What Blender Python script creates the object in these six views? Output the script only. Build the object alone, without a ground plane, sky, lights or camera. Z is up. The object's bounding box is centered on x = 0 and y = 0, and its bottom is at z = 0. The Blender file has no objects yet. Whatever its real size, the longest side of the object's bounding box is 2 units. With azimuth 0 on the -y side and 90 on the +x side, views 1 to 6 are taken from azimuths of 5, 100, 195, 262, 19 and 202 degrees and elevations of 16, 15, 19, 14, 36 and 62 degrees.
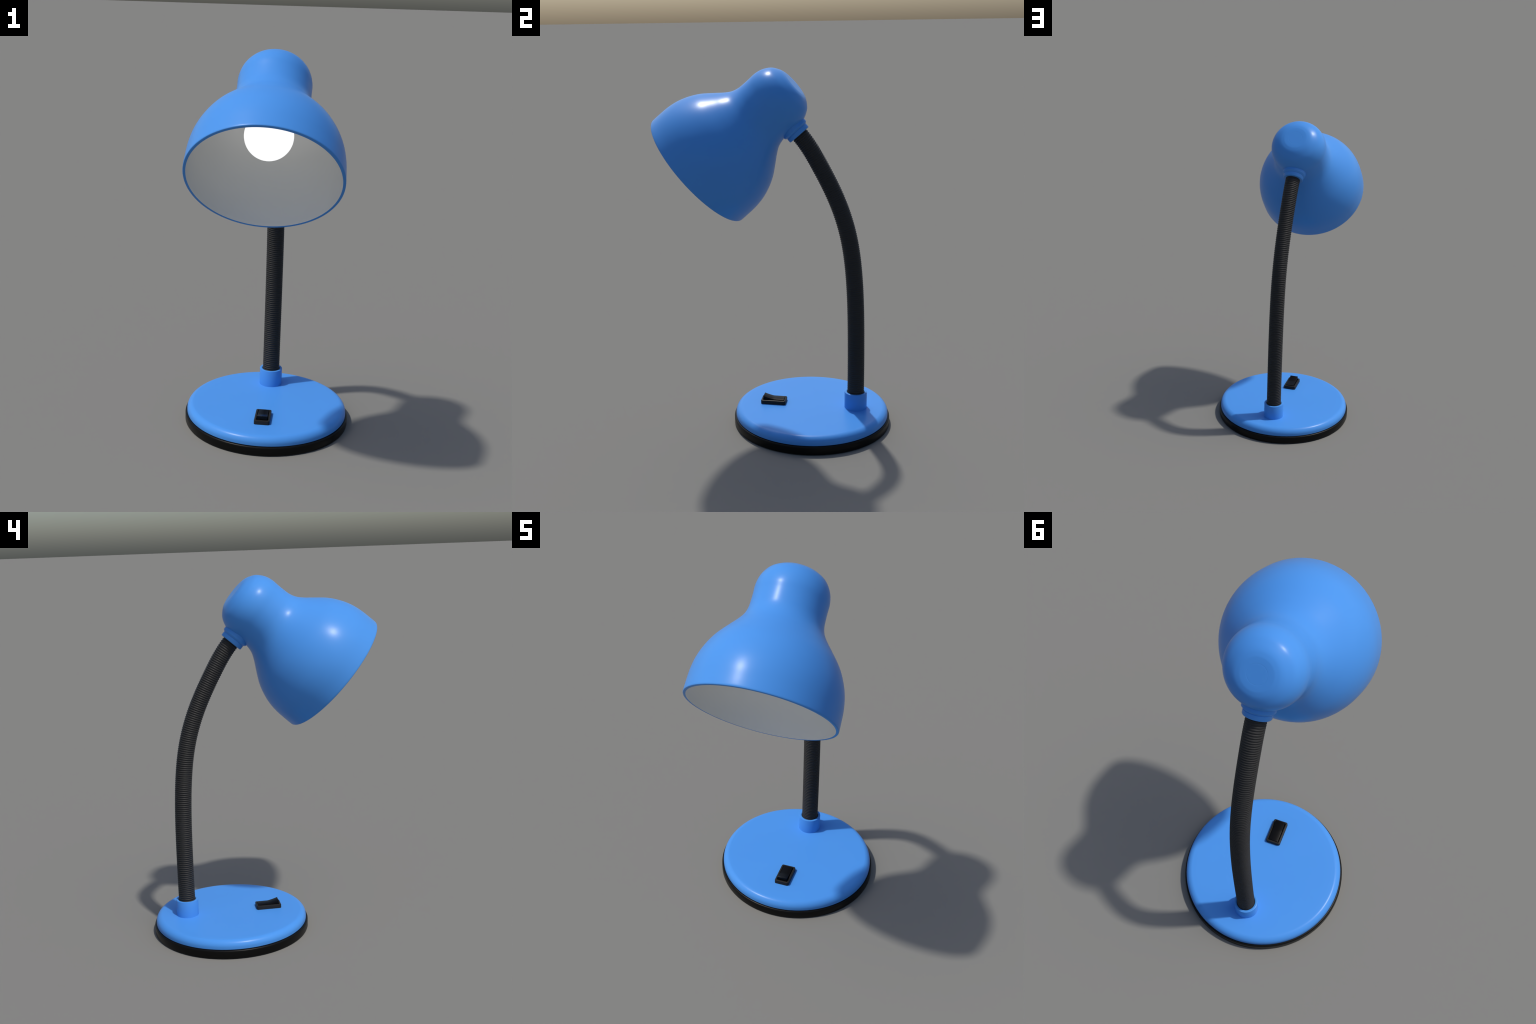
import bpy, bmesh, math
from mathutils import Vector, Matrix

# ------------------------------------------------------------------ helpers
def new_object(name, bm, material, parent=None, smooth_angle=None, matrix=None):
    mesh = bpy.data.meshes.new(name)
    if matrix is not None:
        bm.transform(matrix)
    bmesh.ops.recalc_face_normals(bm, faces=bm.faces)
    bm.to_mesh(mesh)
    bm.free()
    for p in mesh.polygons:
        p.use_smooth = True
    if smooth_angle is not None:
        mesh.set_sharp_from_angle(angle=math.radians(smooth_angle))
    mesh.materials.append(material)
    ob = bpy.data.objects.new(name, mesh)
    bpy.context.scene.collection.objects.link(ob)
    if parent is not None:
        ob.parent = parent
    return ob


def revolve(profile, segments=96, closed=False):
    """Turn a list of (height, radius) into a surface of revolution about z."""
    bm = bmesh.new()
    rings = []
    for h, r in profile:
        if r < 1e-6:
            rings.append([bm.verts.new((0, 0, h))])
        else:
            rings.append([bm.verts.new((r * math.cos(2 * math.pi * k / segments),
                                        r * math.sin(2 * math.pi * k / segments), h))
                          for k in range(segments)])
    pairs = list(zip(rings[:-1], rings[1:]))
    if closed:
        pairs.append((rings[-1], rings[0]))
    for a, b in pairs:
        for k in range(segments):
            j = (k + 1) % segments
            if len(a) == 1 and len(b) == 1:
                continue
            if len(a) == 1:
                bm.faces.new((a[0], b[k], b[j]))
            elif len(b) == 1:
                bm.faces.new((a[k], a[j], b[0]))
            else:
                bm.faces.new((a[k], a[j], b[j], b[k]))
    return bm


def spline_path(points, steps):
    """Centripetal-free Catmull-Rom refinement of a 2D profile."""
    pts = [Vector(p) for p in points]
    pts = [2 * pts[0] - pts[1]] + pts + [2 * pts[-1] - pts[-2]]
    out = []
    for i in range(1, len(pts) - 2):
        a, b, c, d = pts[i - 1:i + 3]
        for s in range(steps):
            t = s / steps
            out.append(0.5 * (2 * b + (c - a) * t + (2 * a - 5 * b + 4 * c - d) * t ** 2
                              + (3 * b - a - 3 * c + d) * t ** 3))
    out.append(pts[-2])
    return [tuple(p) for p in out]


def arc(cx, cy, r, a0, a1, n):
    """(height, radius) points of a fillet; angles from the height axis."""
    return [(cx + r * math.cos(math.radians(a0 + (a1 - a0) * i / n)),
             cy + r * math.sin(math.radians(a0 + (a1 - a0) * i / n))) for i in range(n + 1)]


def rounded_rect(hx, hy, r, n=6):
    pts = []
    for cx, cy, a0 in ((hx - r, hy - r, 0), (-hx + r, hy - r, 90),
                       (-hx + r, -hy + r, 180), (hx - r, -hy + r, 270)):
        for i in range(n + 1):
            a = math.radians(a0 + 90 * i / n)
            pts.append((cx + r * math.cos(a), cy + r * math.sin(a)))
    return pts

# ---------------------------------------------------------------- materials
def enamel(name, colour, rough, spec=0.5, ior=1.45, grain=0.0, grain_scale=400, tint=0.0):
    m = bpy.data.materials.new(name)
    m.use_nodes = True
    nt = m.node_tree
    b = nt.nodes['Principled BSDF']
    b.inputs['Roughness'].default_value = rough
    b.inputs['Specular IOR Level'].default_value = spec
    b.inputs['IOR'].default_value = ior
    tc = nt.nodes.new('ShaderNodeTexCoord')
    no = nt.nodes.new('ShaderNodeTexNoise')
    no.inputs['Scale'].default_value = 3.0
    no.inputs['Detail'].default_value = 3.0
    ramp = nt.nodes.new('ShaderNodeValToRGB')
    ramp.color_ramp.elements[0].position = 0.3
    ramp.color_ramp.elements[1].position = 0.7
    ramp.color_ramp.elements[0].color = (*[c * (1 - tint) for c in colour], 1)
    ramp.color_ramp.elements[1].color = (*[c * (1 + tint) for c in colour], 1)
    nt.links.new(tc.outputs['Object'], no.inputs['Vector'])
    nt.links.new(no.outputs['Fac'], ramp.inputs['Fac'])
    nt.links.new(ramp.outputs['Color'], b.inputs['Base Color'])
    if grain > 0:
        g = nt.nodes.new('ShaderNodeTexNoise')
        g.inputs['Scale'].default_value = grain_scale
        bp = nt.nodes.new('ShaderNodeBump')
        bp.inputs['Strength'].default_value = grain
        bp.inputs['Distance'].default_value = 0.001
        nt.links.new(tc.outputs['Object'], g.inputs['Vector'])
        nt.links.new(g.outputs['Fac'], bp.inputs['Height'])
        nt.links.new(bp.outputs['Normal'], b.inputs['Normal'])
    return m


BLUE = (0.072, 0.279, 0.72)
blue = enamel('blue_enamel', BLUE, 0.30, spec=0.2, tint=0.012)
white = enamel('white_lining', (0.67, 0.67, 0.66), 0.55, spec=0.3, tint=0.01)
rubber = enamel('black_rubber', (0.005, 0.0049, 0.0046), 0.34, spec=0.15, tint=0.05)
plastic = enamel('black_plastic', (0.019, 0.0188, 0.0182), 0.42, spec=0.15, tint=0.05)
rocker_black = enamel('black_glossy_plastic', (0.004, 0.004, 0.0045), 0.34, spec=0.12, tint=0.05)
hose = enamel('black_hose', (0.028, 0.0277, 0.0275), 0.5, spec=0.2, tint=0.04)
ceramic = enamel('pale_ceramic', (0.6, 0.6, 0.58), 0.5, spec=0.3, tint=0.02)

glow = bpy.data.materials.new('lit_bulb_glass')
glow.use_nodes = True
gb = glow.node_tree.nodes['Principled BSDF']
gb.inputs['Base Color'].default_value = (0.95, 0.95, 0.95, 1)
gb.inputs['Roughness'].default_value = 0.3
gb.inputs['Emission Color'].default_value = (1, 1, 1, 1)
gb.inputs['Emission Strength'].default_value = 0.85

# --------------------------------------------------------------- the object
BASE_Y = 0.210
lamp = bpy.data.objects.new('desk_lamp', None)
lamp.location = (0, BASE_Y, 0)
bpy.context.scene.collection.objects.link(lamp)
lamp['label'] = 'glossy blue gooseneck desk lamp with round base and lit bulb'
lamp['category'] = 'desk lamp'
TO_LAMP = Matrix.Translation((0, -BASE_Y, 0))      # world -> lamp space

BASE_R, PLATE_R, BASE_TOP = 0.4447, 0.4347, 0.0966
SEAM = 0.047

# black underside of the foot: straight wall with a small chamfer at the top
ring_profile = [(0.0, 0.0), (0.0, BASE_R - 0.004), (0.0012, BASE_R - 0.001), (0.004, BASE_R),
                *arc(SEAM - 0.008, BASE_R - 0.008, 0.008, 90, 0, 6),
                (SEAM, PLATE_R - 0.012), (SEAM, 0.0)]
base_rim = new_object('base_rim', revolve(ring_profile, 128), rubber, lamp, 40)

# blue plate: vertical wall, wide round shoulder, almost flat top
SH = 0.036
plate_profile = [(SEAM + 0.0008, 0.0), (SEAM + 0.0008, PLATE_R - 0.002), (SEAM + 0.003, PLATE_R)]
plate_profile += arc(BASE_TOP - SH, PLATE_R - SH, SH, 90, 0, 14)
plate_profile += [(BASE_TOP, PLATE_R - SH - 0.05), (BASE_TOP, 0.2), (BASE_TOP, 0.0)]
base_plate = new_object('base_plate', revolve(plate_profile, 128), blue, lamp, 40)

# collar that holds the foot of the gooseneck
NECK_Y = 0.4625
COL_TOP = 0.1915
collar_profile = [(BASE_TOP - 0.006, 0.0635), (COL_TOP - 0.0028, 0.0635), (COL_TOP - 0.0008, 0.0627),
                  (COL_TOP, 0.0608), (COL_TOP, 0.0520), (COL_TOP - 0.0012, 0.0500), (COL_TOP - 0.006, 0.0490),
                  (COL_TOP - 0.02, 0.046), (BASE_TOP - 0.006, 0.046)]
base_collar = new_object('base_collar', revolve(collar_profile, 64, closed=True), blue, lamp, 40,
                         Matrix.Translation((0, NECK_Y - BASE_Y, 0)))

# ------------------------------------------------------------ rocker switch
SW_Y, SW_TOP = -0.0095, 0.1190
def loop_stack(levels, close_start=True, close_end=True):
    bm = bmesh.new()
    loops = [[bm.verts.new((x, y, z)) for x, y in pts] for pts, z in levels]
    for a, b in zip(loops[:-1], loops[1:]):
        n = len(a)
        for k in range(n):
            bm.faces.new((a[k], a[(k + 1) % n], b[(k + 1) % n], b[k]))
    if close_start:
        bm.faces.new(loops[0])
    if close_end:
        bm.faces.new(loops[-1])
    return bm

def rr(inset, base_r=0.010, hx=0.0412, hy=0.0718):
    return rounded_rect(hx - inset, hy - inset, max(base_r - inset, 0.0015))

levels = [(rr(0.0), BASE_TOP - 0.003), (rr(0.0), SW_TOP - 0.004), (rr(0.0012), SW_TOP - 0.0012), (rr(0.004), SW_TOP),
          (rr(0.0095), SW_TOP), (rr(0.0108), SW_TOP - 0.0015), (rr(0.0112), SW_TOP - 0.013)]
switch = new_object('switch_housing', loop_stack(levels), plastic, lamp, 35,
                    Matrix.Translation((0, SW_Y - BASE_Y, 0)))

def rocker_top(y):
    """Height of the rocker's face: front half pressed up, hollow in the middle."""
    k = -0.0095
    if y < k:
        u = (k - y) / 0.056
        return 0.1240 + 0.0150 * (0.35 * u * u + 0.65 * u) * min(1, 0.6 + u)
    u = (y - k) / 0.057
    return 0.1240 - 0.0014 * u

bm = bmesh.new()
HX, Y0, Y1, N = 0.0272, -0.0668, 0.0495, 18
bev = 0.0018
sections = []
for i in range(N + 1):
    y = Y0 + (Y1 - Y0) * i / N
    z = rocker_top(y)
    bot = SW_TOP - 0.012
    drop, yy = 0.0, y
    sections.append([(-HX, yy, bot), (-HX, yy, z - bev), (-HX + bev * 0.3, yy, z - bev * 0.3), (-HX + bev, yy, z),
                     (HX - bev, yy, z), (HX - bev * 0.3, yy, z - bev * 0.3), (HX, yy, z - bev), (HX, yy, bot)])
# rounded ends
def end(sec, dy, dz):
    return [(x, y + dy, z if z < SW_TOP - 0.01 else z - dz) for x, y, z in sec]
sections = [end(sections[0], -bev * 0.9, bev)] + [end(sections[0], -bev * 0.5, bev * 0.3)] + sections + \
           [end(sections[-1], bev * 0.5, bev * 0.3), end(sections[-1], bev * 0.9, bev)]
vs = [[bm.verts.new(p) for p in s] for s in sections]
for a, b in zip(vs[:-1], vs[1:]):
    for k in range(len(a)):
        j = (k + 1) % len(a)
        bm.faces.new((a[k], a[j], b[j], b[k]))
bm.faces.new(vs[0]); bm.faces.new(vs[-1])
rocker = new_object('rocker', bm, rocker_black, switch, 24, TO_LAMP)

# ---------------------------------------------------------------- gooseneck
# centre line y(z): upright at the foot, leaning over towards the shade
KNOT_Z = [0.10, 0.30, 0.50, 0.70, 0.90, 1.10, 1.30, 1.50, 1.6486]
KNOT_Y = [0.4625, 0.4625, 0.4610, 0.4562, 0.4432, 0.4122, 0.3465, 0.2456, 0.1465]

def clamped_spline(xs, ys, s0, s1):
    n = len(xs)
    h = [xs[i + 1] - xs[i] for i in range(n - 1)]
    # tridiagonal solve for the slopes
    a, b, c, d = [0.0] * n, [1.0] * n, [0.0] * n, [0.0] * n
    d[0], d[-1] = s0, s1
    for i in range(1, n - 1):
        a[i], b[i], c[i] = 1 / h[i - 1], 2 / h[i - 1] + 2 / h[i], 1 / h[i]
        d[i] = 3 * ((ys[i] - ys[i - 1]) / h[i - 1] ** 2 + (ys[i + 1] - ys[i]) / h[i] ** 2)
    for i in range(1, n):
        w = a[i] / b[i - 1]
        b[i] -= w * c[i - 1]
        d[i] -= w * d[i - 1]
    m = [0.0] * n
    m[-1] = d[-1] / b[-1]
    for i in range(n - 2, -1, -1):
        m[i] = (d[i] - c[i] * m[i + 1]) / b[i]
    def f(x):
        i = max(0, min(n - 2, sum(1 for v in xs if v <= x) - 1))
        t = (x - xs[i]) / h[i]
        return (ys[i] * (2 * t ** 3 - 3 * t ** 2 + 1) + h[i] * m[i] * (t ** 3 - 2 * t ** 2 + t)
                + ys[i + 1] * (3 * t ** 2 - 2 * t ** 3) + h[i] * m[i + 1] * (t ** 3 - t ** 2))
    return f

AX = Vector((0, 0.7551, 0.6556)).normalized()       # shade axis, mouth -> cap
DN = Vector((0, AX.z, -AX.y))                       # square to it, towards the gooseneck
curve = clamped_spline(KNOT_Z, KNOT_Y, 0.0, DN.y / DN.z)
fine = [Vector((0, curve(0.1 + 1.5486 * i / 1600), 0.1 + 1.5486 * i / 1600)) for i in range(1601)]
fine += [fine[-1] - DN * 0.0005 * i for i in range(1, 40)]
length = [0.0]
for p, q in zip(fine[:-1], fine[1:]):
    length.append(length[-1] + (q - p).length)

PITCH, HOSE_R, DEPTH = 0.01177, 0.0473, 0.0028
PER, SEG = 10, 48
# one coil: rounded crown, then a narrow groove
RIB = [1.0, 0.97, 0.62, 0.18, 0.03, 0.0, 0.03, 0.18, 0.62, 0.97]
count = int(length[-1] / PITCH * PER)
bm = bmesh.new()
prev, idx = None, 0
for i in range(count + 1):
    s = i * PITCH / PER
    while idx < len(length) - 2 and length[idx + 1] < s:
        idx += 1
    f = (s - length[idx]) / max(length[idx + 1] - length[idx], 1e-9)
    c = fine[idx].lerp(fine[idx + 1], f)
    tan = (fine[min(idx + 12, len(fine) - 1)] - fine[max(idx - 12, 0)]).normalized()
    side = Vector((1, 0, 0))
    up = tan.cross(side)
    r = HOSE_R - DEPTH * RIB[i % PER]
    ring = [bm.verts.new(c + side * (r * math.cos(2 * math.pi * k / SEG)) + up * (r * math.sin(2 * math.pi * k / SEG)))
            for k in range(SEG)]
    if prev:
        for k in range(SEG):
            j = (k + 1) % SEG
            bm.faces.new((prev[k], prev[j], ring[j], ring[k]))
    else:
        bm.faces.new(ring)
    prev = ring
bm.faces.new(prev)
gooseneck = new_object('gooseneck', bm, hose, lamp, None, TO_LAMP)

# -------------------------------------------------------------------- shade
ORIGIN = Vector((0, -0.428, 1.4408))
# local frame: z along the shade axis, y away from the gooseneck side
SHADE = Matrix(((1, 0, 0, 0), (0, DN.y * -1, AX.y, 0), (0, DN.z * -1, AX.z, 0), (0, 0, 0, 1)))
SHADE = TO_LAMP @ Matrix.Translation(ORIGIN) @ SHADE

LIP, WALL = 0.0157, 0.0135
body = spline_path([(0.024, 0.3635), (0.06, 0.3628), (0.12, 0.3602), (0.18, 0.3506), (0.24, 0.3302), (0.30, 0.2985),
                    (0.36, 0.2525), (0.40, 0.2205), (0.44, 0.1945), (0.48, 0.1820), (0.52, 0.1790), (0.56, 0.1786),
                    (0.602, 0.1790), (0.6455, 0.1695), (0.6842, 0.1470), (0.7058, 0.1205), (0.7185, 0.0965),
                    (0.7241, 0.0740)], 4)
outer = [(LIP, 0.3635 - WALL), (LIP, 0.3598), (LIP + 0.0008, 0.3618), (LIP + 0.0030, 0.3632)] + body
outer += [(0.7247, 0.068), (0.7248, 0.0460), (0.7248, 0.0446), (0.7246, 0.0438), (0.7246, 0.0430), (0.7248, 0.0422),
          (0.7248, 0.0408), (0.7248, 0.02), (0.7248, 0.0)]
lampshade = new_object('lampshade', revolve(outer, 128), blue, lamp, 50, SHADE)

def inner_radius(t, r):
    # the wall thickens a little behind the mouth
    return max(r - WALL - 0.0135 * math.exp(-((t - 0.11) / 0.09) ** 2) * min(1, (t - LIP) / 0.03), 0.0)
lining_pts = [(LIP, 0.3635 - WALL), (LIP + 0.003, 0.3635 - WALL)]
lining_pts += [(t, inner_radius(t, r)) for t, r in body if 0.03 < t < 0.60]
lining_pts += [(0.61, 0.15), (0.61, 0.0)]
lining = new_object('shade_lining', revolve(lining_pts, 128), white, lampshade, 50, SHADE)

# stepped ring where the gooseneck enters the cap (axis square to the shade's)
CT = 0.569
ring_prof = [(0.120, 0.046), (0.120, 0.0745), (0.1852, 0.0750), (0.1866, 0.0742), (0.1960, 0.0640), (0.1968, 0.0640),
             (0.1974, 0.0652), (0.2160, 0.0652), (0.2196, 0.0632), (0.2207, 0.0605), (0.2207, 0.047), (0.214, 0.0458)]
frame = Matrix.Identity(4)
frame.col[0] = (1, 0, 0, 0)
frame.col[1] = (0, AX.y, AX.z, 0)
frame.col[2] = (0, DN.y, DN.z, 0)
frame.col[3] = (*(ORIGIN + AX * CT), 1)
shade_collar = new_object('shade_collar', revolve(ring_prof, 64, closed=True), blue, lampshade, 30, TO_LAMP @ frame)

# bulb globe and its socket
BT, BR = 0.2745, 0.1152
globe = [(BT - BR * math.cos(math.radians(a)), BR * math.sin(math.radians(a))) for a in range(0, 146, 5)]
globe += [(0.385, 0.052), (0.40, 0.044), (0.43, 0.041), (0.44, 0.0)]
bulb = new_object('light_bulb', revolve(globe, 64), glow, lamp, 60, SHADE)
sock = [(0.428, 0.0), (0.428, 0.050), (0.432, 0.054), (0.50, 0.056), (0.56, 0.06), (0.608, 0.06), (0.608, 0.0)]
socket = new_object('bulb_socket', revolve(sock, 48), ceramic, bulb, 40, SHADE)
